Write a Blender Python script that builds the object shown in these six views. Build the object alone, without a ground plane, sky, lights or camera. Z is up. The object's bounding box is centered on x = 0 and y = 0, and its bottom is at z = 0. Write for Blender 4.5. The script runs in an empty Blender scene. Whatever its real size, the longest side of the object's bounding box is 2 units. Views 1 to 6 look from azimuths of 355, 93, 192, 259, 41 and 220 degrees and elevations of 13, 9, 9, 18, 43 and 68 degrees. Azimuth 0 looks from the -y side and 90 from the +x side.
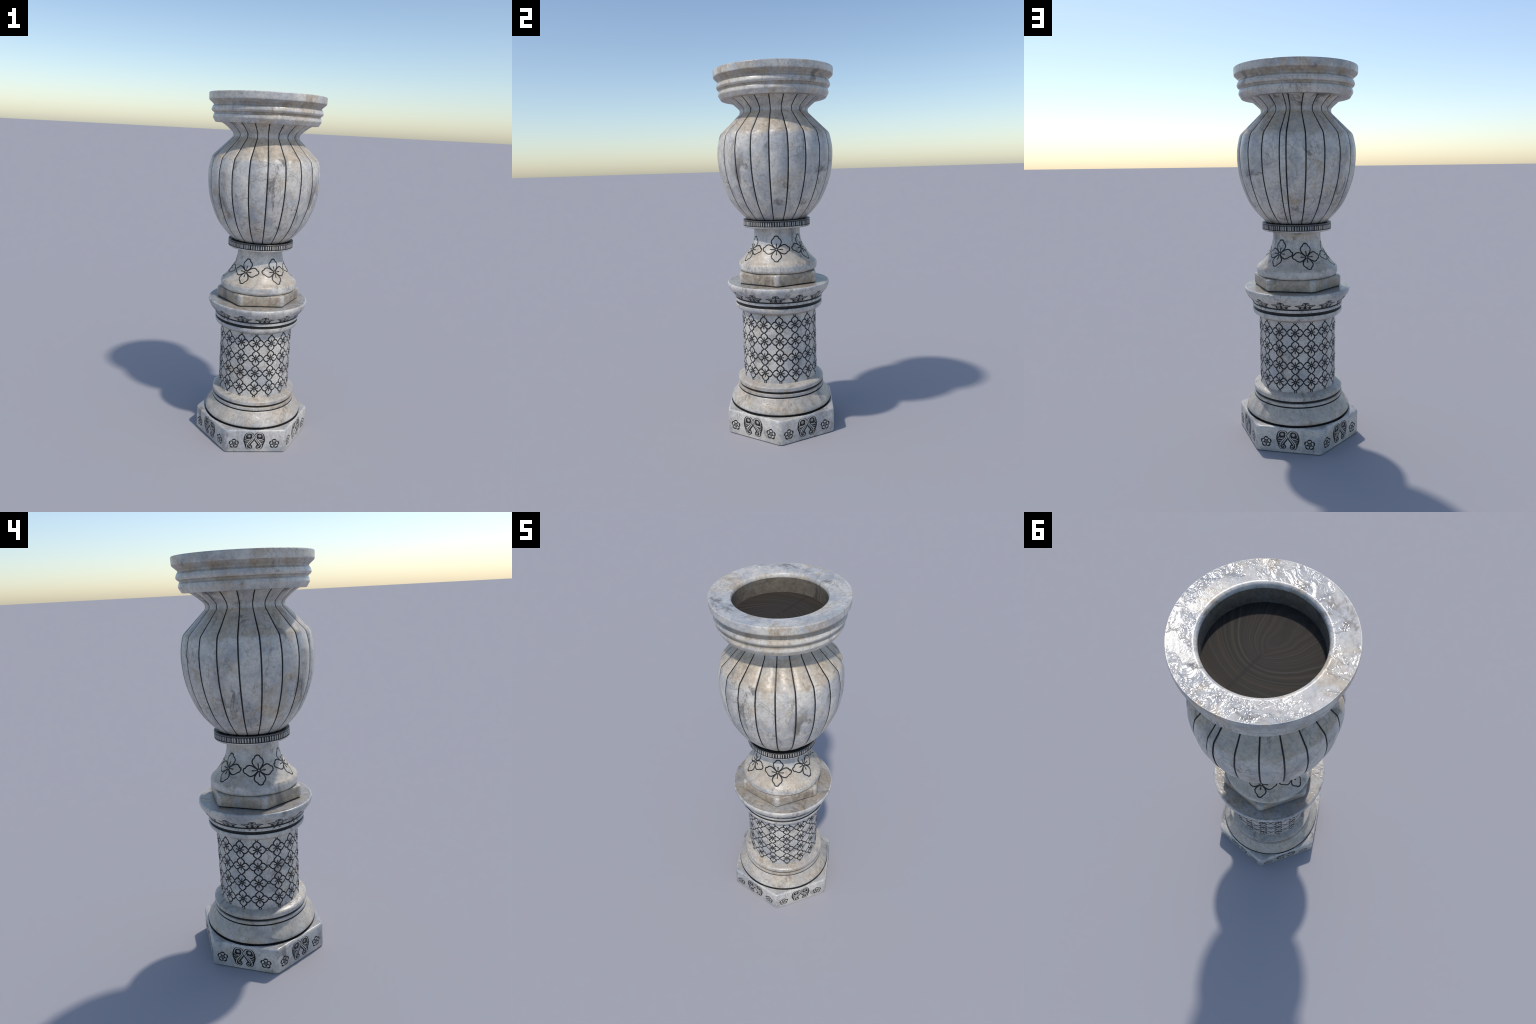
"""Tall pale marble urn: hexagonal plinth, turned base, shaft with a lattice of
carved four-petalled flowers, dished capital, bell-shaped stem with blossoms,
toothed collar, ribbed bowl of curved panels and a heavy moulded rim."""
import bpy, math, random
from mathutils import Vector

rng = random.Random(11)
PI = math.pi
SEG = 192


def az_point(a, r, z):
    """azimuth in degrees: 0 faces -y, 90 faces +x"""
    a = math.radians(a)
    return (r * math.sin(a), -r * math.cos(a), z)


# ------------------------------------------------------------------ materials
class Nodes:
    def __init__(self, name):
        self.mat = bpy.data.materials.new(name)
        self.mat.use_nodes = True
        self.t = self.mat.node_tree
        self.bsdf = self.t.nodes["Principled BSDF"]

    def new(self, kind, **kw):
        n = self.t.nodes.new(kind)
        for k, v in kw.items():
            setattr(n, k, v)
        return n

    def link(self, a, b):
        self.t.links.new(a, b)

    def put(self, sock, v):
        if isinstance(v, bpy.types.NodeSocket):
            self.link(v, sock)
        else:
            sock.default_value = v

    def math(self, op, a, b=0.0, clamp=False):
        n = self.new("ShaderNodeMath", operation=op, use_clamp=clamp)
        self.put(n.inputs[0], a)
        self.put(n.inputs[1], b)
        return n.outputs[0]

    def ramp(self, v, lo, hi):
        n = self.new("ShaderNodeMapRange", interpolation_type="SMOOTHSTEP")
        self.put(n.inputs["Value"], v)
        n.inputs["From Min"].default_value = lo
        n.inputs["From Max"].default_value = hi
        return n.outputs["Result"]

    def noise(self, co, scale, detail=4.0, rough=0.55, dist=0.0, offset=(0, 0, 0), stretch=(1, 1, 1), rot=(0, 0, 0)):
        m = self.new("ShaderNodeMapping")
        m.inputs["Location"].default_value = offset
        m.inputs["Scale"].default_value = stretch
        m.inputs["Rotation"].default_value = rot
        self.link(co, m.inputs["Vector"])
        n = self.new("ShaderNodeTexNoise")
        self.link(m.outputs[0], n.inputs["Vector"])
        n.inputs["Scale"].default_value = scale
        n.inputs["Detail"].default_value = detail
        n.inputs["Roughness"].default_value = rough
        n.inputs["Distortion"].default_value = dist
        return n.outputs["Fac"]

    def mix(self, f, a, b, blend="MIX"):
        n = self.new("ShaderNodeMix", data_type="RGBA", blend_type=blend)
        self.put(n.inputs["Factor"], f)
        for s, v in ((n.inputs[6], a), (n.inputs[7], b)):
            if isinstance(v, bpy.types.NodeSocket):
                self.link(v, s)
            else:
                s.default_value = (*v, 1.0)
        return n.outputs[2]


def coords(N, root):
    tc = N.new("ShaderNodeTexCoord")
    tc.object = root
    return tc.outputs["Object"]


def marble(name, root, warm=0.25, dust=0.0, shade=1.0, veins=1.0, rough=0.30, bump=0.25, grit=1.0, worn_corners=False, gloss_var=0.22, ripple=32.0):
    """polished grey-white marble; warm = share of ochre staining,
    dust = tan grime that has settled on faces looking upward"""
    N = Nodes(name)
    co = coords(N, root)

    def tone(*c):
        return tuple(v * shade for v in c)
    # every coordinate is stirred a little so that bands and cracks wander
    cloud = N.noise(co, 6.0, 7, 0.62, 0.5)
    blotch = N.noise(co, 15.0, 6, 0.68, 0.6, offset=(3.1, 0.7, 5.2))
    fine = N.noise(co, 70.0, 6, 0.72, 0.2, offset=(1, 9, 2))
    col = N.mix(N.ramp(cloud, 0.38, 0.60), tone(0.430, 0.430, 0.432), tone(0.635, 0.592, 0.530))
    col = N.mix(N.math("MULTIPLY", N.ramp(blotch, 0.52, 0.68), 0.45 * grit), col, tone(0.285, 0.278, 0.275))
    col = N.mix(N.math("MULTIPLY", N.ramp(blotch, 0.50, 0.34), 0.5), col, tone(0.700, 0.655, 0.590))
    # ochre staining
    stain = N.noise(co, 8.0, 7, 0.66, 0.7, offset=(8.3, 2.2, 1.7))
    fleck = N.noise(co, 34.0, 5, 0.7, 0.5, offset=(2.9, 4.4, 7.7))
    lo = 0.64 - 0.30 * warm
    s = N.math("MULTIPLY", N.ramp(stain, lo, lo + 0.18), N.math("ADD", 0.40, N.math("MULTIPLY", fleck, 0.75)))
    if dust > 0:
        g = N.new("ShaderNodeNewGeometry")
        sep = N.new("ShaderNodeSeparateXYZ")
        N.link(g.outputs["Normal"], sep.inputs[0])
        up = N.ramp(N.math("ADD", sep.outputs[2], N.math("MULTIPLY", N.math("SUBTRACT", blotch, 0.5), 0.7)), 0.22, 0.50)
        patch = N.math("ADD", 0.45, N.math("MULTIPLY", N.ramp(stain, 0.35, 0.62), 0.55))
        s = N.math("MAXIMUM", s, N.math("MULTIPLY", N.math("MULTIPLY", up, patch), dust))
    if worn_corners:
        sc = N.new("ShaderNodeSeparateXYZ")
        N.link(co, sc.inputs[0])
        th = N.math("ARCTAN2", sc.outputs[1], sc.outputs[0])
        c3 = N.math("ABSOLUTE", N.math("COSINE", N.math("MULTIPLY", th, 3.0)))
        c3 = N.math("ADD", c3, N.math("MULTIPLY", N.math("SUBTRACT", blotch, 0.5), 0.06))
        worn = N.ramp(c3, 0.962, 0.998)
        s = N.math("MULTIPLY", s, N.math("SUBTRACT", 1.0, N.math("MULTIPLY", worn, 0.85)))
    s = N.math("MULTIPLY", s, 0.95, clamp=True)
    col = N.mix(s, col, N.mix(N.ramp(fleck, 0.42, 0.62), tone(0.560, 0.445, 0.305), tone(0.395, 0.300, 0.195)))
    if worn_corners:
        col = N.mix(N.math("MULTIPLY", worn, 0.55), col, (0.58, 0.535, 0.47))
    # slanting dark smudges
    st = N.noise(co, 9.0, 9, 0.70, 0.9, offset=(4, 1, 3), stretch=(1.0, 1.0, 0.55), rot=(0.75, 0.55, 0.2))
    where = N.ramp(N.noise(co, 5.0, 4, 0.6, 0.3, offset=(9, 2, 6)), 0.36, 0.54)
    smudge = N.math("MULTIPLY", N.ramp(st, 0.545, 0.635), N.math("MULTIPLY", where, N.math("ADD", 0.45, N.math("MULTIPLY", fine, 1.1))))
    col = N.mix(N.math("MULTIPLY", smudge, 0.74 * veins, clamp=True), col, tone(0.175, 0.155, 0.140))
    thread = N.noise(co, 12.0, 8, 0.66, 1.2, offset=(2, 5, 7), stretch=(1.0, 1.0, 0.42), rot=(0.65, 0.75, 0.1))
    line = N.ramp(N.math("ABSOLUTE", N.math("SUBTRACT", thread, 0.5)), 0.016, 0.0)
    line = N.math("MULTIPLY", line, N.ramp(N.noise(co, 7.0, 4, 0.6, 0.3, offset=(3, 7, 2)), 0.47, 0.60))
    col = N.mix(N.math("MULTIPLY", line, 0.60 * veins), col, tone(0.19, 0.155, 0.125))
    # hair cracks: borders of wandering cells
    w = N.new("ShaderNodeTexNoise")
    N.link(co, w.inputs["Vector"])
    w.inputs["Scale"].default_value = 9.0
    w.inputs["Detail"].default_value = 4.0
    wob = N.new("ShaderNodeVectorMath", operation="MULTIPLY_ADD")
    N.link(w.outputs["Color"], wob.inputs[0])
    wob.inputs[1].default_value = (0.12, 0.12, 0.12)
    N.link(co, wob.inputs[2])
    v = N.new("ShaderNodeTexVoronoi", feature="DISTANCE_TO_EDGE")
    N.link(wob.outputs[0], v.inputs["Vector"])
    v.inputs["Scale"].default_value = 10.0
    crack = N.ramp(v.outputs["Distance"], 0.030, 0.0)
    gate = N.ramp(N.noise(co, 8.0, 4, 0.6, 0, offset=(1, 3, 8)), 0.49, 0.60)
    col = N.mix(N.math("MULTIPLY", N.math("MULTIPLY", crack, gate), 0.42 * veins), col, tone(0.19, 0.15, 0.105))
    col = N.mix(N.math("MULTIPLY", N.ramp(fine, 0.46, 0.66), 0.42 * grit), col, tone(0.27, 0.245, 0.215))
    N.link(col, N.bsdf.inputs["Base Color"])
    N.link(N.math("ADD", rough, N.math("MULTIPLY", N.math("SUBTRACT", fine, 0.42), gloss_var), clamp=True), N.bsdf.inputs["Roughness"])
    N.bsdf.inputs["Specular IOR Level"].default_value = 0.5
    rip = N.noise(co, ripple, 3, 0.55, 0.9, offset=(5, 5, 5))
    rip = N.math("MULTIPLY", rip, N.math("ADD", 0.05, N.ramp(N.noise(co, 6.5, 5, 0.62, 0.4, offset=(2, 8, 4)), 0.47, 0.55)))
    bp = N.new("ShaderNodeBump")
    bp.inputs["Strength"].default_value = bump
    bp.inputs["Distance"].default_value = 0.006
    N.link(N.math("ADD", rip, N.math("MULTIPLY", fine, 0.05)), bp.inputs["Height"])
    N.link(bp.outputs[0], N.bsdf.inputs["Normal"])
    return N.mat


def groove_and_contact_shade(root):
    N = Nodes("groove_and_contact_shade")
    co = coords(N, root)
    n = N.noise(co, 60.0, 4, 0.6)
    N.link(N.mix(N.ramp(n, 0.35, 0.75), (0.011, 0.012, 0.012), (0.032, 0.032, 0.029)), N.bsdf.inputs["Base Color"])
    N.bsdf.inputs["Roughness"].default_value = 0.45
    N.bsdf.inputs["Specular IOR Level"].default_value = 0.3
    return N.mat


def floor_material(root):
    """dark smeared floor: fine lines bending round the centre like confocal parabolas"""
    N = Nodes("smeared_dark_floor")
    co = coords(N, root)
    sep = N.new("ShaderNodeSeparateXYZ")
    N.link(co, sep.inputs[0])
    x, y = sep.outputs[0], sep.outputs[1]
    r = N.math("SQRT", N.math("ADD", N.math("MULTIPLY", x, x), N.math("MULTIPLY", y, y)))
    wob = N.math("MULTIPLY", N.math("SUBTRACT", N.noise(co, 7.0, 2, 0.5, 0.0), 0.5), 0.035)
    p = N.math("SQRT", N.math("ABSOLUTE", N.math("ADD", N.math("ADD", r, wob), N.math("ADD", y, 0.0005))))
    n1 = N.new("ShaderNodeTexNoise", noise_dimensions="1D")
    N.link(p, n1.inputs["W"])
    n1.inputs["Scale"].default_value = 40.0
    n1.inputs["Detail"].default_value = 5.0
    n1.inputs["Roughness"].default_value = 0.7
    n2 = N.new("ShaderNodeTexNoise", noise_dimensions="1D")
    N.link(N.math("ADD", p, 4.0), n2.inputs["W"])
    n2.inputs["Scale"].default_value = 14.0
    n2.inputs["Detail"].default_value = 3.0
    col = N.mix(N.ramp(n1.outputs["Fac"], 0.40, 0.75), (0.036, 0.031, 0.025), (0.062, 0.055, 0.047))
    col = N.mix(N.ramp(n2.outputs["Fac"], 0.5, 0.75), col, (0.055, 0.043, 0.032))
    # seam running out to the edge
    seam = N.math("MULTIPLY", N.math("LESS_THAN", N.math("ABSOLUTE", N.math("ADD", x, -0.004)), 0.007), N.math("GREATER_THAN", y, 0.01))
    col = N.mix(N.math("MULTIPLY", seam, 0.6), col, (0.03, 0.027, 0.024))
    N.link(col, N.bsdf.inputs["Base Color"])
    N.bsdf.inputs["Roughness"].default_value = 0.7
    N.bsdf.inputs["Specular IOR Level"].default_value = 0.15
    return N.mat


# ------------------------------------------------------------------- geometry
class Build:
    """collects faces with a material index"""
    def __init__(self):
        self.v, self.f, self.m = [], [], []

    def grid(self, rows, mat=0, close_u=False, flip=False):
        base = len(self.v)
        n, k = len(rows), len(rows[0])
        for r in rows:
            self.v.extend(r)
        for i in range(n - 1):
            for j in range(k if close_u else k - 1):
                a, b = base + i * k + j, base + i * k + (j + 1) % k
                c, d = b + k, a + k
                self.f.append((a, d, c, b) if flip else (a, b, c, d))
                self.m.append(mat)

    def mesh(self, name, mats, angle=35):
        me = bpy.data.meshes.new(name)
        me.from_pydata([tuple(p) for p in self.v], [], self.f)
        for m in mats:
            me.materials.append(m)
        for p, i in zip(me.polygons, self.m):
            p.material_index = i
            p.use_smooth = True
        me.validate()
        me.set_sharp_from_angle(angle=math.radians(angle))
        return me


def add(name, mesh, parent, loc=(0, 0, 0), az=0.0):
    ob = bpy.data.objects.new(name, mesh)
    bpy.context.scene.collection.objects.link(ob)
    ob.parent = parent
    ob.location = loc
    ob.rotation_euler = (0, 0, math.radians(az))
    return ob


def fillet(pts, step=5):
    """pts: (r, z[, radius[, mat]]); rounds the corners that carry a radius.
    Returns (r, z, mat); mat belongs to the stretch that starts at the point."""
    out = []
    mat = 0
    for i, p in enumerate(pts):
        rad = p[2] if len(p) > 2 else 0.0
        nm = p[3] if len(p) > 3 else mat
        if rad > 0 and 0 < i < len(pts) - 1:
            P = Vector(p[:2]); A = Vector(pts[i - 1][:2]); B = Vector(pts[i + 1][:2])
            a, b = (A - P), (B - P)
            d = min(rad, a.length * 0.49, b.length * 0.49)
            p0, p1 = P + a.normalized() * d, P + b.normalized() * d
            for s in range(step + 1):
                t = s / step
                q = p0 * (1 - t) ** 2 + P * 2 * t * (1 - t) + p1 * t * t
                out.append((q.x, q.y, mat if t < 0.5 else nm))
        else:
            out.append((p[0], p[1], nm))
        mat = nm
    return out


def lathe(name, pts, mats, parent, angle=40, seg=SEG):
    prof = fillet(pts)
    B = Build()
    ring = [2 * PI * j / seg for j in range(seg)]
    rows = [[(r * math.cos(t), r * math.sin(t), z) for t in ring] for r, z, _ in prof]
    base = 0
    for i in range(len(prof) - 1):
        B.grid([rows[i], rows[i + 1]], mat=prof[i][2], close_u=True)
    me = B.mesh(name, mats, angle)
    # weld the doubled rings so that shading is continuous
    import bmesh
    bm = bmesh.new(); bm.from_mesh(me)
    bmesh.ops.remove_doubles(bm, verts=bm.verts, dist=1e-6)
    bmesh.ops.recalc_face_normals(bm, faces=bm.faces)
    bm.to_mesh(me); bm.free()
    me.set_sharp_from_angle(angle=math.radians(angle))
    return add(name, me, parent)


def spline(pts, n):
    """Catmull-Rom through the points"""
    P = [Vector(p) for p in pts]
    P = [P[0] * 2 - P[1]] + P + [P[-1] * 2 - P[-2]]
    out = []
    for i in range(1, len(P) - 2):
        for s in range(n):
            t = s / n
            a, b, c, d = P[i - 1], P[i], P[i + 1], P[i + 2]
            out.append(0.5 * ((2 * b) + (c - a) * t + (2 * a - 5 * b + 4 * c - d) * t * t + (3 * b - a - 3 * c + d) * t ** 3))
    out.append(P[-2].copy())
    return out


class Revolved:
    """maps (u along the parallel, v along the profile, h outward) onto a turned surface"""
    def __init__(self, prof, z0, az=0.0):
        # prof: list of (r, z) from bottom to top; v = 0 at height z0
        self.p = [Vector(q) for q in prof]
        self.s = [0.0]
        for a, b in zip(self.p, self.p[1:]):
            self.s.append(self.s[-1] + (b - a).length)
        self.s0 = 0
        for i, (a, b) in enumerate(zip(self.p, self.p[1:])):
            if a.y <= z0 <= b.y:
                self.s0 = self.s[i] + (b - a).length * (z0 - a.y) / (b.y - a.y)
        self.az = az

    def at(self, s):
        s = max(self.s[0], min(self.s[-1] - 1e-9, s))
        for i in range(len(self.p) - 1):
            if s <= self.s[i + 1]:
                break
        t = (s - self.s[i]) / (self.s[i + 1] - self.s[i])
        return self.p[i].lerp(self.p[i + 1], t)

    def __call__(self, u, v, h):
        s = self.s0 + v
        q = self.at(s)
        d = self.at(s + 0.004) - self.at(s - 0.004)
        d.normalize()
        n = Vector((d.y, -d.x))
        r, z = q.x + n.x * h, q.y + n.y * h
        return az_point(self.az + math.degrees(u / q.x), r, z)


class Flat:
    """maps (u, v, h) onto a plinth face that looks toward -y"""
    def __init__(self, dist):
        self.d = dist

    def __call__(self, u, v, h):
        return (u, -self.d - h, v)


def stroke(B, S, path, width, h, mat=0, closed=False, taper=None, embed=0.003):
    """a raised, rounded line along a 2D path"""
    n = len(path)
    rows = []
    for i, p in enumerate(path):
        a = path[(i - 1) % n] if (closed or i > 0) else path[i]
        b = path[(i + 1) % n] if (closed or i < n - 1) else path[i]
        dx, dy = b[0] - a[0], b[1] - a[1]
        L = math.hypot(dx, dy) or 1.0
        nx, ny = -dy / L, dx / L
        w = width / 2 * (taper(i / max(1, n - 1)) if taper else 1.0)
        rows.append([S(p[0] + nx * w * k, p[1] + ny * w * k, hh)
                     for k, hh in ((-1, -embed), (-0.94, h * 0.55), (-0.55, h), (0, h * 1.15), (0.55, h), (0.94, h * 0.55), (1, -embed))])
    if closed:
        rows.append(rows[0])
    else:
        def cap(row, inv):
            c = len(B.v)
            B.v.extend(row)
            idx = list(range(c, c + len(row)))
            B.f.append(tuple(idx[::-1] if inv else idx))
            B.m.append(mat)
        cap(rows[0], False)
        cap(rows[-1], True)
    B.grid(rows, mat)


def arc(cx, cy, r, a0, a1, n=16):
    return [(cx + r * math.cos(math.radians(a0 + (a1 - a0) * i / n)), cy + r * math.sin(math.radians(a0 + (a1 - a0) * i / n))) for i in range(n + 1)]


def spiral(cx, cy, r0, r1, a0, turns, n=36):
    return [(cx + (r0 + (r1 - r0) * i / n) * math.cos(math.radians(a0 + 360 * turns * i / n)),
             cy + (r0 + (r1 - r0) * i / n) * math.sin(math.radians(a0 + 360 * turns * i / n))) for i in range(n + 1)]


def disc(B, S, cx, cy, r, h, mat=0, embed=0.003, n=14):
    """a small domed stud"""
    rows = []
    for k, hh in ((1.0, -embed), (0.92, h * 0.6), (0.6, h), (0.02, h * 1.1)):
        rows.append([S(cx + r * k * math.cos(2 * PI * j / n), cy + r * k * math.sin(2 * PI * j / n), hh) for j in range(n)])
    B.grid(rows, mat, close_u=True)
    c = len(B.v)
    B.f.append(tuple(range(c - n, c)))
    B.m.append(mat)


def band_plate(B, S, lower, upper, h, mat=0, n=40, m=6, embed=0.003, transpose=False):
    """plate between two border curves b(t) and t(t); each is a list of (along, across) knots"""
    def ev(k, x):
        for (x0, y0), (x1, y1) in zip(k, k[1:]):
            if x <= x1:
                t = (x - x0) / (x1 - x0) if x1 > x0 else 0
                return y0 + (y1 - y0) * t
        return k[-1][1]
    x0, x1 = lower[0][0], lower[-1][0]
    rows = []
    for i in range(n + 1):
        x = x0 + (x1 - x0) * i / n
        a, b = ev(lower, x), ev(upper, x)
        row = []
        for j in range(-1, m + 2):
            t = min(1, max(0, j / m))
            hh = -embed if (j < 0 or j > m or i in (0, n)) else h
            y = a + (b - a) * t
            row.append(S(y, x, hh) if transpose else S(x, y, hh))
        rows.append(row)
    B.grid(rows, mat, flip=transpose)


def petal_width(table, t):
    for (t0, w0), (t1, w1) in zip(table, table[1:]):
        if t <= t1:
            s = (t - t0) / (t1 - t0)
            return w0 + (w1 - w0) * s
    return 0.0


def smooth_table(knots, n=6):
    return [(p.x, max(0.0, p.y)) for p in spline([(a, b) for a, b in knots], n)]


TREFOIL = smooth_table([(0.04, 0.0), (0.1, 0.07), (0.2, 0.165), (0.3, 0.25), (0.4, 0.315), (0.5, 0.35), (0.6, 0.355), (0.7, 0.315),
                        (0.76, 0.265), (0.80, 0.215), (0.835, 0.175), (0.87, 0.162), (0.91, 0.155), (0.95, 0.125), (0.98, 0.075), (1.0, 0.0)])
OGEE = smooth_table([(0.06, 0.0), (0.12, 0.075), (0.2, 0.165), (0.3, 0.28), (0.4, 0.365), (0.5, 0.41), (0.6, 0.415), (0.7, 0.37),
                     (0.8, 0.27), (0.9, 0.15), (0.96, 0.075), (1.0, 0.0)])


def frame(S, ang):
    """rotate the drawing by ang degrees before laying it on the surface"""
    c, s = math.cos(math.radians(ang)), math.sin(math.radians(ang))
    return lambda u, v, h: S(u * c - v * s, u * s + v * c, h)


def petal(B, S, L, table, h, mat, inset, scale_w=1.0):
    """a domed petal pointing to +v, its border inset from the drawn outline"""
    t0, t1 = table[0][0], table[-1][0]
    rows = []
    n, m = 18, 8
    for i in range(n + 1):
        t = t0 + (t1 - t0) * (0.03 + 0.94 * i / n)
        w = max(0.0004, petal_width(table, t) * L * scale_w - inset)
        row = []
        for j in range(-m // 2 - 1, m // 2 + 2):
            s = max(-1, min(1, j / (m / 2)))
            edge = abs(j) > m // 2 or i in (0, n)
            row.append(S(w * s, t * L, -0.002 if edge else h * (1 - 0.55 * s ** 4)))
        rows.append(row)
    B.grid(rows, mat, flip=True)


def petal_outline(L, table, scale_w=1.0, tip=1.0):
    side = [(petal_width(table, t) * L * scale_w, t * L) for t, _ in table]
    return side + [(-u, v) for u, v in side[::-1]]


# ---------------------------------------------------------------------- scene
root = bpy.data.objects.new("pedestal_urn", None)
bpy.context.scene.collection.objects.link(root)
root["label"] = "tall pale marble pedestal urn with carved flowers and ribbed bowl"
root["category"] = "stone urn"

M_PLAIN = marble("marble_polished", root, warm=0.2, veins=1.0)
M_RIM = marble("marble_rim", root, warm=0.45, veins=1.1, rough=0.09, bump=0.5, gloss_var=0.04, ripple=17.0)
M_RIM_SIDE = marble("marble_rim_side", root, warm=0.5, veins=1.0, rough=0.3)
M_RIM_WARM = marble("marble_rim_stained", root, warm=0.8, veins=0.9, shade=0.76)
M_BOWL = marble("marble_bowl", root, warm=0.43, dust=0.85, veins=1.25, rough=0.36)
M_WARM = marble("marble_stained", root, warm=0.62, dust=0.6, veins=0.9, shade=0.95)
M_STEM = marble("marble_stem", root, warm=0.38, dust=0.75, rough=0.38)
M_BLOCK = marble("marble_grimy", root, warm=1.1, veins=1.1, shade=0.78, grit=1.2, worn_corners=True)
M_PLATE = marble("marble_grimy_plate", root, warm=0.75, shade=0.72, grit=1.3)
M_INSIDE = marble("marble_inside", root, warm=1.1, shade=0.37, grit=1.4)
M_STEP = marble("marble_plinth_top", root, warm=0.35, shade=0.82, grit=1.2)  # plain marble darkened, painting in the shade around the base moulding
M_SHAFT = marble("marble_shaft", root, warm=0.38, veins=0.8)
M_TOOTH = marble("marble_tooth", root, warm=0.4, shade=0.75, rough=0.5)
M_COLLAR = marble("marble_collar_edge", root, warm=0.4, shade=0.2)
M_DARK = groove_and_contact_shade(root)  # engraved lines, and contact shade painted under parts
M_FLOOR = floor_material(root)

# ---- hexagonal plinths
def hexagon(name, R, layers, mats, corner, n=6):
    """layers: (z, inset, mat) from bottom to top; corners rounded"""
    B = Build()
    rows = []
    for z, inset, m in layers:
        Ri = R - inset / math.cos(PI / 6)
        row = []
        for k in range(6):
            V = [Vector(az_point(30 + 60 * (k + d), Ri, z)) for d in (-1, 0, 1)]
            a = (V[0] - V[1]).normalized() * corner
            b = (V[2] - V[1]).normalized() * corner
            for s in range(n + 1):
                t = s / n
                row.append((V[1] + a) * (1 - t) ** 2 + V[1] * 2 * t * (1 - t) + (V[1] + b) * t * t)
            # stations along the face
            e0 = V[1] + b
            e1 = V[2] + (V[1] - V[2]).normalized() * corner
            for s in range(1, 8):
                row.append(e0.lerp(e1, s / 8))
        rows.append([tuple(p) for p in row])
    k = len(rows[0])
    for i in range(len(rows) - 1):
        B.grid([rows[i], rows[i + 1]], layers[i][2], close_u=True)
    for idx, flip in ((0, True), (len(rows) - 1, False)):
        c = len(B.v)
        B.v.extend(rows[idx])
        f = tuple(range(c, c + k))
        B.f.append(f[::-1] if flip else f)
        B.m.append(layers[idx][2])
    me = B.mesh(name, mats, 40)
    import bmesh
    bm = bmesh.new(); bm.from_mesh(me)
    bmesh.ops.remove_doubles(bm, verts=bm.verts, dist=1e-6)
    bm.to_mesh(me); bm.free()
    me.set_sharp_from_angle(angle=math.radians(40))
    return add(name, me, root)


def rounded(z0, z1, r, top_mat=0, low=0.003):
    L = [(z0, low, 0), (z0 + low, 0.0006, 0), (z0 + low * 1.6, 0.0, 0)]
    L += [(z1 - r, 0.0, 0), (z1 - r * 0.6, r * 0.09, 0), (z1 - r * 0.27, r * 0.3, 0), (z1 - r * 0.07, r * 0.65, top_mat), (z1, r, top_mat), (z1, r + 0.02, top_mat)]
    return L


plinth = hexagon("plinth", 0.3435, rounded(0.0, 0.1375, 0.012, 1), [M_PLAIN, M_STEP], 0.018)
block = hexagon("hexagonal_block", 0.2440, [(0.8430, 0.0055, 1), (0.8503, 0.0055, 1), (0.8505, 0.0025, 0)] + rounded(0.8508, 0.9095, 0.011, 0)[1:], [M_BLOCK, M_DARK], 0.015)  # dark foot paints in the contact shadow below the block
AP = 0.3435 * math.cos(PI / 6)

# ---- turned mouldings of the base
lathe("base_moulding", [
    (0.02, 0.1360), (0.2800, 0.1360, 0, 1), (0.2810, 0.1455, 0, 1), (0.2858, 0.1462, 0, 0), (0.2893, 0.1510, 0.003), (0.2890, 0.1590, 0.005), (0.2850, 0.1705, 0.006), (0.2790, 0.1810, 0.006),  # dark strip at the bottom paints in contact shade over the plinth
    (0.2690, 0.1950, 0.008), (0.2570, 0.2110, 0.008), (0.2480, 0.2245, 0.003, 1), (0.2435, 0.2275, 0, 1), (0.2435, 0.2315, 0, 0),
    (0.2476, 0.2318, 0.0015), (0.2482, 0.2475, 0.002), (0.2405, 0.2485, 0, 1), (0.2405, 0.2612, 0, 0), (0.2470, 0.2622, 0.0015, 0),
    (0.2476, 0.2825, 0.004, 2), (0.238, 0.2885, 0.004, 2), (0.2095, 0.2990), (0.15, 0.2990)],
    [M_WARM, M_DARK, M_WARM], root)

lathe("foot_contact_shade", [(0.275, 0.1370), (0.275, 0.1382), (0.2890, 0.1382), (0.2922, 0.1370)], [M_DARK], root)  # added dark ring: contact shadow of the moulding painted on the plinth

# ---- shaft
SH = 0.2106
shaft = lathe("shaft", [(SH, 0.290), (SH, 0.40), (SH, 0.50), (SH, 0.60), (SH, 0.69)], [M_SHAFT], root)

# ---- dished capital
FLARE = [(0.2490, 0.7660), (0.2535, 0.7735), (0.2600, 0.7820), (0.2690, 0.7920), (0.2780, 0.8035), (0.2850, 0.8150), (0.2890, 0.8270)]
lathe("capital", [
    (0.205, 0.6838), (0.2108, 0.6840, 0, 1), (0.2255, 0.6895, 0.004), (0.2390, 0.6985, 0.006, 0), (0.2470, 0.7100, 0.006),
    (0.2482, 0.7258, 0.003), (0.2445, 0.7268, 0, 2), (0.2405, 0.7300, 0, 2), (0.2405, 0.7425, 0, 0), (0.2478, 0.7430, 0.0015),
    (0.2480, 0.7565, 0.0015), (0.2450, 0.7572, 0, 2), (0.2450, 0.7640, 0, 0)]
    + [(r, z) for r, z in FLARE] +
    [(0.2898, 0.8345, 0.003), (0.2885, 0.8415, 0.004), (0.2830, 0.8448, 0.003, 1), (0.2740, 0.8442, 0.002, 1), (0.02, 0.8440)],
    [M_PLAIN, M_PLATE, M_DARK], root)

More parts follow.
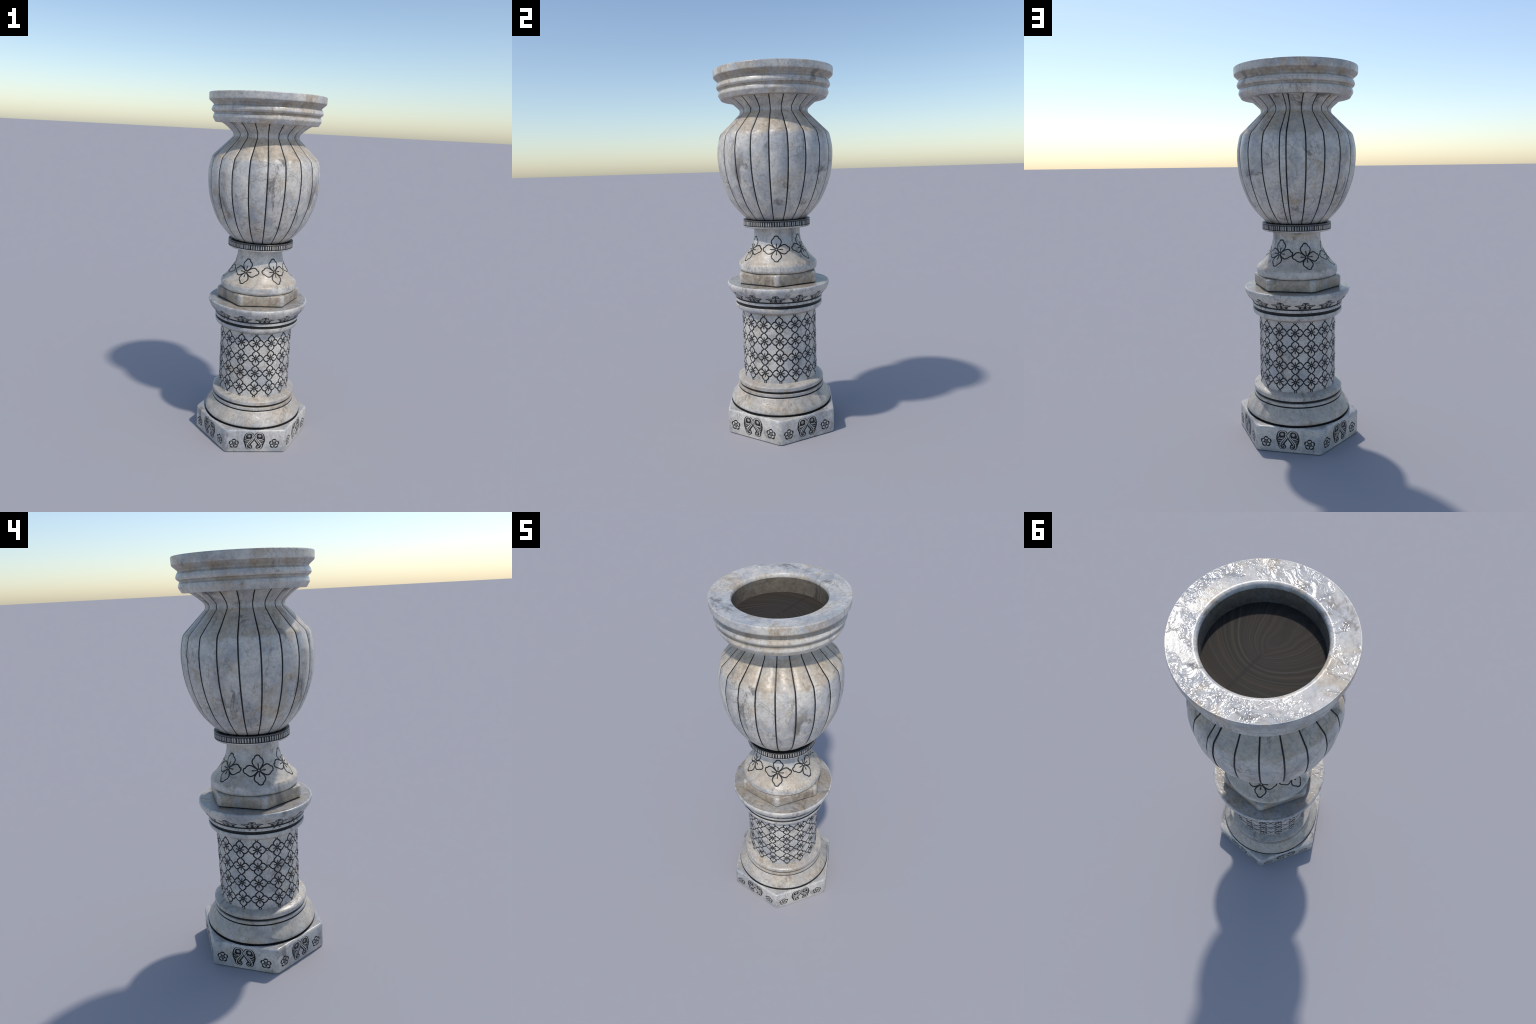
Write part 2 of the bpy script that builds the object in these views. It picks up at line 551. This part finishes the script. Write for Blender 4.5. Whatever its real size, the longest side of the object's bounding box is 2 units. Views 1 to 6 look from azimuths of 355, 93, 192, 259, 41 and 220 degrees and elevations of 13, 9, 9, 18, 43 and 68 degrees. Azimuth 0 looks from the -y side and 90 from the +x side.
# ---- bell-shaped stem
BELL = [(p.x, p.y) for p in spline([(0.2160, 0.9590), (0.2010, 0.9715), (0.1880, 0.9856), (0.1765, 0.9995), (0.1650, 1.0146), (0.1540, 1.0315),
                                    (0.1447, 1.0490), (0.1385, 1.0640), (0.1345, 1.0800), (0.1310, 1.1000), (0.1295, 1.1200), (0.1300, 1.1400)], 4)]
lathe("stem", [(0.15, 0.9085), (0.2080, 0.9085, 0, 1), (0.2105, 0.9110, 0, 0), (0.2180, 0.9170, 0.004), (0.2213, 0.9240, 0.004), (0.2213, 0.9500, 0.008)]  # dark lower strip paints in the contact shadow under the disc
      + BELL + [(0.1305, 1.158)], [M_STEM, M_DARK], root)

# ---- toothed collar
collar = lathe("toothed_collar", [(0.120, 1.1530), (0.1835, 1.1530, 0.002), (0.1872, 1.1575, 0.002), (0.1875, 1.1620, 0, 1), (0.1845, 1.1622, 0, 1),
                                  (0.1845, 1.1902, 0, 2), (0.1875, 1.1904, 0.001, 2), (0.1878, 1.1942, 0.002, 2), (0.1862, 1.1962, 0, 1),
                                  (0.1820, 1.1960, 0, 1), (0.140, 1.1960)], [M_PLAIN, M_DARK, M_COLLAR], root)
n_teeth = 88
tooth_meshes = []
for w in (0.0052, 0.0062, 0.0072, 0.0085):
    B = Build()
    S = Revolved([(0.1845, 1.15), (0.1845, 1.20)], 1.1762)
    band_plate(B, S, [(-0.0138, -w / 2), (0.0138, -w / 2)], [(-0.0138, w / 2), (0.0138, w / 2)], 0.0030, n=6, m=4, transpose=True)
    tooth_meshes.append(B.mesh("tooth", [M_TOOTH], 50))
for i in range(n_teeth):
    a = 360 * i / n_teeth + rng.uniform(-0.45, 0.45)
    add("tooth", tooth_meshes[rng.choices((0, 1, 2, 3), (3, 5, 3, 1))[0]], collar, az=a)

# ---- ribbed bowl: dark core with curved marble panels
BOWL = ([(0.2535, 1.8442), (0.2360, 1.8345), (0.2185, 1.8215), (0.2030, 1.8080), (0.1930, 1.7985)]
        + [(0.1878, 1.7930), (0.1860, 1.7870), (0.1855, 1.7800), (0.1860, 1.7735), (0.1885, 1.7670)]
        + [(0.2100, 1.7460), (0.2400, 1.7170), (0.2700, 1.6880), (0.2900, 1.6690)]
        + [(0.2965, 1.6615), (0.3005, 1.6540), (0.3055, 1.6370)]
        + [(p.x, p.y) for p in spline([(0.3105, 1.6140), (0.3150, 1.5870), (0.3164, 1.5575), (0.3157, 1.5250), (0.3130, 1.4900), (0.3085, 1.4560),
                                       (0.2990, 1.4150), (0.2868, 1.3765), (0.2715, 1.3385), (0.2529, 1.3005), (0.2340, 1.2720), (0.2122, 1.2460),
                                       (0.1900, 1.2225), (0.1660, 1.2000)], 3)])
core = [(r - 0.0045, z) for r, z in BOWL]
bowl = lathe("bowl", core, [M_DARK], root, seg=128)


def panel_mesh(half_deg, bulge, shading_bulge):
    """one gadroon of the bowl; its normals lean as those of a fuller lobe do"""
    def build(lobe):
        B = Build()
        cols = [-1, -1, -0.985, -0.95, -0.85, -0.66, -0.42, -0.2, 0, 0.2, 0.42, 0.66, 0.85, 0.95, 0.985, 1, 1]
        rows = []
        for i, (r, z) in enumerate(BOWL):
            a = BOWL[max(0, i - 1)]; b = BOWL[min(len(BOWL) - 1, i + 1)]
            d = Vector((b[0] - a[0], b[1] - a[1])).normalized()
            n = Vector((-d.y, d.x))               # outward while running downward
            k = min(1.0, max(0.35, (r - 0.14) / 0.14))
            gap = 0.0016 + 0.0011 * min(1.0, max(0.0, (r - 0.17) / 0.1))
            half = math.radians(half_deg) - gap / r
            row = []
            for j, s in enumerate(cols):
                h = 0.0012 - lobe * k * abs(s) ** 2.2
                if abs(s) >= 0.94:
                    h -= 0.0014 * ((abs(s) - 0.94) / 0.06) ** 1.5
                if j in (0, len(cols) - 1):
                    h -= 0.009
                rr, zz = r + n.x * h, z + n.y * h
                row.append(az_point(math.degrees(half * s), rr, zz))
            rows.append(row)
        B.grid(rows, 0, flip=True)
        return B.mesh("panel", [M_BOWL], 180)
    full, me = build(shading_bulge), build(bulge)
    me.normals_split_custom_set_from_vertices([tuple(v.normal) for v in full.vertices])
    bpy.data.meshes.remove(full)
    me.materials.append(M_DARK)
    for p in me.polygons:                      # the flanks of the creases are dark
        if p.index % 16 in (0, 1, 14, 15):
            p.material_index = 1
    return me


PITCH, SEAM = 17.7, 177.8
wide = panel_mesh(PITCH / 2, 0.0032, 0.0080)
narrow = panel_mesh(3.0, 0.0014, 0.0016)
for i in range(20):
    add("panel", wide, bowl, az=SEAM + 3.0 + PITCH * (i + 0.5))
add("panel", narrow, bowl, az=SEAM)

# ---- rim
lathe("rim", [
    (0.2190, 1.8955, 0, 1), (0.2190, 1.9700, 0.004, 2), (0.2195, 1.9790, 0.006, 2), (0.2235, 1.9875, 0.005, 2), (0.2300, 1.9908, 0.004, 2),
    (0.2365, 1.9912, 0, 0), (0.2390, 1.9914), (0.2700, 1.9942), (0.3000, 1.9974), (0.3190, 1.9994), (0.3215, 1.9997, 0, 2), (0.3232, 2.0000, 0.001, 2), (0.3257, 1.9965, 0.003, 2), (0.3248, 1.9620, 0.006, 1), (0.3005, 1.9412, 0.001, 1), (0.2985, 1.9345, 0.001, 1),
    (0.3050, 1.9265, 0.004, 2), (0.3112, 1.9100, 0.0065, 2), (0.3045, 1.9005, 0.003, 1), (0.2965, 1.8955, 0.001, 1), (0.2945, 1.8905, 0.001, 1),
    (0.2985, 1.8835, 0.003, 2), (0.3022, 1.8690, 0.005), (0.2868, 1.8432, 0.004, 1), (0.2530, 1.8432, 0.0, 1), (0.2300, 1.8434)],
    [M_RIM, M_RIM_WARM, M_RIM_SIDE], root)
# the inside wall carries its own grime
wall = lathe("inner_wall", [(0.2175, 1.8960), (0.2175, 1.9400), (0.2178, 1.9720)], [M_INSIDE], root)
lathe("basin_floor", [(0.0002, 1.8980), (0.06, 1.8980), (0.14, 1.8980), (0.2195, 1.8980)], [M_FLOOR], root, seg=96)

# ---- blossoms on the stem
for a, z in ((29.0, 1.031), (89.5, 1.037), (152.5, 1.037), (208.5, 1.023), (267.3, 1.021), (326.5, 1.027)):
    S = Revolved(BELL, z, a)
    L = 0.0755
    B = Build()
    for k in range(4):
        F = frame(S, 90 * k)
        stroke(B, F, petal_outline(L, TREFOIL), 0.0072, 0.0007 + 0.00004 * k, 0, closed=True)
        stroke(B, F, [(0, 0.006 + 0.0275 * i / 10) for i in range(11)], 0.0068, 0.0027, 0, taper=lambda t: 0.62 + 0.38 * t)
    stroke(B, S, arc(0, 0, 0.0066, 0, 345, 20), 0.0056, 0.0022, 0, closed=True)
    blossom = add("blossom", B.mesh("blossom", [M_DARK], 60), root)
    for k in range(4):
        B = Build()
        petal(B, frame(S, 90 * k), L, TREFOIL, 0.0010, 0, 0.0026)
        add("petal", B.mesh("petal", [M_STEM], 60), blossom)
    B = Build()
    disc(B, S, 0, 0, 0.0042, 0.0026)
    add("flower_eye", B.mesh("flower_eye", [M_STEM], 60), blossom)

# ---- lattice of flowers round the shaft
S = Revolved([(SH, -0.2), (SH, 0.2)], 0.0)
COLP = 23.73
LU = SH * math.radians(COLP) / 2
LV = 0.0456
line_w = 0.0078


def squash(F, k):
    su = LU / LV if k % 2 else 1.0
    return lambda u, v, h: F(u, v * su, h)


B = Build()
petal_meshes = []
for k in range(4):
    F = squash(frame(S, 90 * k), k)
    stroke(B, F, petal_outline(LV, OGEE), line_w, 0.0007 + 0.00004 * k, 0, closed=True)
    stroke(B, F, [(0, 0.0035 + 0.0185 * i / 6) for i in range(7)], 0.0062, 0.0023, 0, taper=lambda t: 0.7 + 0.4 * t)
    P = Build()
    petal(P, F, LV, OGEE, 0.0009, 0, line_w * 0.36)
    petal_meshes.append(P.mesh("petal", [M_SHAFT], 60))
stroke(B, S, arc(0, 0, 0.0040, 0, 340, 14), 0.0040, 0.0018, 0, closed=True)
flower_mesh = B.mesh("flower", [M_DARK], 60)
B = Build()
disc(B, S, 0, 0, 0.0024, 0.0021)
eye_mesh = B.mesh("flower_eye", [M_SHAFT], 60)
B = Build()
stroke(B, S, arc(0, 0, 0.0060, 0, 345, 18), 0.0058, 0.0010, 0, closed=True)
disc(B, S, 0, 0, 0.0038, 0.0012, 1)
bead_mesh = B.mesh("bead", [M_DARK, M_SHAFT], 60)
ROWS = (0.3555, 0.4465, 0.5375, 0.6285)
for c in range(15):
    a = 285.3 + COLP * c
    for z in ROWS:
        fl = add("flower", flower_mesh, shaft, (0, 0, z), a)
        for pm in petal_meshes:
            p = add("petal", pm, fl)
        add("flower_eye", eye_mesh, fl)
    add("bead", bead_mesh, shaft, (0, 0, ROWS[0] - 0.0523), a)
    add("bead", bead_mesh, shaft, (0, 0, ROWS[-1] + 0.0535), a)
for z in ROWS:
    add("bead", bead_mesh, shaft, (0, 0, z), 271.4)

# ---- palmettes round the capital
S0 = Revolved(FLARE + [(0.2898, 0.8335)], 0.7665)
B = Build()


def S(u, v, h):
    return S0(u, v * 1.48, h)


W = 0.056
low = [(-W, 0.0175), (-0.034, 0.009), (-0.030, 0.0), (0.030, 0.0), (0.034, 0.009), (W, 0.0175)]
top = [(-W, 0.0190), (-0.036, 0.0215), (-0.020, 0.0215), (-0.0175, 0.030), (-0.013, 0.0335), (0, 0.0345), (0.013, 0.0335), (0.0175, 0.030),
       (0.020, 0.0215), (0.036, 0.0215), (W, 0.0190)]
band_plate(B, S, low, top, 0.0006, 0, n=60, m=4, embed=0.002)
for sx in (-1, 1):
    lw = 0.0021
    stroke(B, S, [(sx * (0.0145 + 1.15 * u), v + 0.0088) for u, v in spiral(0, 0, 0.0082, 0.0022, 60, 1.6)], lw, 0.0016, 1)
    curl = spline([(sx * 0.0035, 0.0165), (sx * 0.0040, 0.0225), (sx * 0.0075, 0.0285), (sx * 0.0125, 0.0290), (sx * 0.0140, 0.0255), (sx * 0.0110, 0.0235)], 4)
    stroke(B, S, [(p.x, p.y) for p in curl], lw, 0.0016, 1)
    wing = spline([(sx * 0.0040, 0.0205), (sx * 0.012, 0.0185), (sx * 0.024, 0.0170), (sx * 0.034, 0.0180), (sx * 0.045, 0.0185)], 4)
    stroke(B, S, [(p.x, p.y) for p in wing], lw * 1.1, 0.0015, 1, taper=lambda t: 1.1 - 0.8 * t)
    wing2 = spline([(sx * 0.024, 0.0160), (sx * 0.029, 0.0125), (sx * 0.036, 0.0145)], 4)
    stroke(B, S, [(p.x, p.y) for p in wing2], lw, 0.0013, 1, taper=lambda t: 1.1 - 0.7 * t)
palm = B.mesh("palmette", [M_DARK, M_PLAIN], 60)
for k in range(13):
    add("palmette", palm, root, az=4.9 + 27.69 * k)
# texture fault: dark pattern spots spilling onto the band on the far side
SB = Revolved([(0.2479, 0.74), (0.2479, 0.76)], 0.7535)
B = Build()
for sx in (-1, 1):
    disc(B, lambda u, v, h: SB(u, v * 0.42, h), sx * 0.0145, 0, 0.0066, 0.0008)
spill = B.mesh("texture_spill", [M_DARK], 60)
for k in (9, 10, 11):
    add("texture_spill", spill, root, az=4.9 + 27.69 * k)

# ---- carvings of the plinth faces
S = Flat(AP)


def rosette(cx, cz):
    B = Build()
    R = 0.0170
    for k in range(5):
        a = math.radians(90 + 72 * k)
        px, pz = cx + R * math.cos(a), cz + R * math.sin(a)
        disc(B, S, px, pz, 0.0142, 0.0006 + 0.00005 * k, 0, n=20)
        # petal slightly heart-shaped: two lobes
        for d in (-1, 1):
            qa = a + d * 0.20
            disc(B, S, cx + (R + 0.0005) * math.cos(qa), cz + (R + 0.0005) * math.sin(qa), 0.0054, 0.0013 + 0.0001 * (d + 1), 1)
        disc(B, S, cx + 0.0135 * math.cos(a), cz + 0.0135 * math.sin(a), 0.0034, 0.0013, 1)
    disc(B, S, cx, cz, 0.0125, 0.0009, 0, n=20)
    stroke(B, S, arc(cx, cz, 0.0062, 0, 342, 18), 0.0018, 0.0013, 1, closed=True)
    disc(B, S, cx, cz, 0.0018, 0.0015, 1, n=10)
    return B.mesh("rosette", [M_DARK, M_PLAIN], 60)


def scrolls(cx, cz):
    """a mirrored pair of S-scrolls with fan leaflets"""
    B = Build()
    q = 0.0001755

    def pt(x, y, sx):
        return (cx + sx * (1320 - x) * q, cz + (518 - y) * q)

    # dark bed: left and right border against height
    left = [(212, 1165), (225, 1095), (260, 1045), (310, 1010), (370, 992), (430, 980), (500, 975), (560, 985), (620, 1010), (680, 1030), (740, 1045), (790, 1080), (818, 1125), (828, 1160)]
    right = [(212, 1180), (225, 1230), (260, 1285), (310, 1322), (370, 1322), (430, 1322), (500, 1308), (540, 1285), (580, 1252), (620, 1222), (652, 1210), (665, 1225), (700, 1250), (740, 1258), (780, 1240), (818, 1190), (828, 1165)]
    bed_l = [(cz + (518 - y) * q, (x - 10 - 1320) * q) for y, x in left][::-1]
    bed_r = [(cz + (518 - y) * q, (min(x + 9, 1318) - 1320) * q) for y, x in right][::-1]
    for sx in (-1, 1):
        near = [(z, cx - sx * x) for z, x in bed_l]
        far = [(z, cx - sx * x) for z, x in bed_r]
        lo, hi = (near, far) if sx < 0 else (far, near)
        band_plate(B, S, lo, hi, 0.0006 + 0.00005 * sx, 0, n=60, m=4, transpose=True)

        def line(pts, w, h, taper=None, n=5):
            P = spline([pt(x, y, sx) for x, y in pts], n)
            stroke(B, S, [(p.x, p.y) for p in P], w, h, 1, taper=taper)
        # outer rope from round the big volute down the stem
        line([(1032, 405), (1038, 335), (1068, 280), (1115, 248), (1168, 240), (1222, 255), (1266, 295), (1298, 345), (1300, 405), (1275, 470), (1232, 532),
              (1185, 595), (1150, 648), (1135, 690)], 0.0040, 0.0013, lambda t: 0.9 + 0.35 * math.sin(PI * t))
        # inner rope from the volute to the small lower curl
        disc(B, S, *pt(1148, 345, sx), 0.0098, 0.0011, 1, n=24)
        stroke(B, S, arc(*pt(1148, 345, sx), 0.0066, 0, 350, 22), 0.0014, 0.0026, 0, closed=True)
        line([(1248, 300), (1258, 360), (1250, 420), (1215, 480), (1165, 535), (1120, 592), (1090, 650), (1078, 710), (1092, 762), (1135, 792), (1185, 786),
              (1216, 752), (1214, 716), (1184, 700), (1160, 716), (1164, 742)], 0.0052, 0.0014, lambda t: 0.55 + 0.6 * math.sin(PI * min(1, t * 1.5)) if t < .66 else 0.62)
        disc(B, S, *pt(1148, 345, sx), 0.0040, 0.0022, 1)
        # fan of leaflets on the outer side
        line([(1005, 410), (1060, 452), (1120, 468), (1190, 450)], 0.0036, 0.0011, lambda t: 0.6 + 0.7 * t)
        line([(1172, 490), (1105, 488), (1050, 490), (1012, 508)], 0.0028, 0.0011, lambda t: 0.8 + 0.5 * t)
        line([(1140, 545), (1100, 548), (1050, 552), (1028, 568)], 0.0026, 0.0011, lambda t: 0.8 + 0.5 * t)
        line([(1110, 590), (1085, 600), (1060, 608), (1045, 622)], 0.0026, 0.0011, lambda t: 0.8 + 0.5 * t)
    return B.mesh("scroll_ornament", [M_DARK, M_PLAIN], 60)


ros_l = rosette(-0.121, 0.0535)
ros_r = rosette(0.1115, 0.0535)
scr = scrolls(-0.0045, 0.0700)
for k in range(6):
    add("rosette", ros_l, plinth, az=60 * k)
    add("rosette", ros_r, plinth, az=60 * k)
    add("scroll_ornament", scr, plinth, az=60 * k)
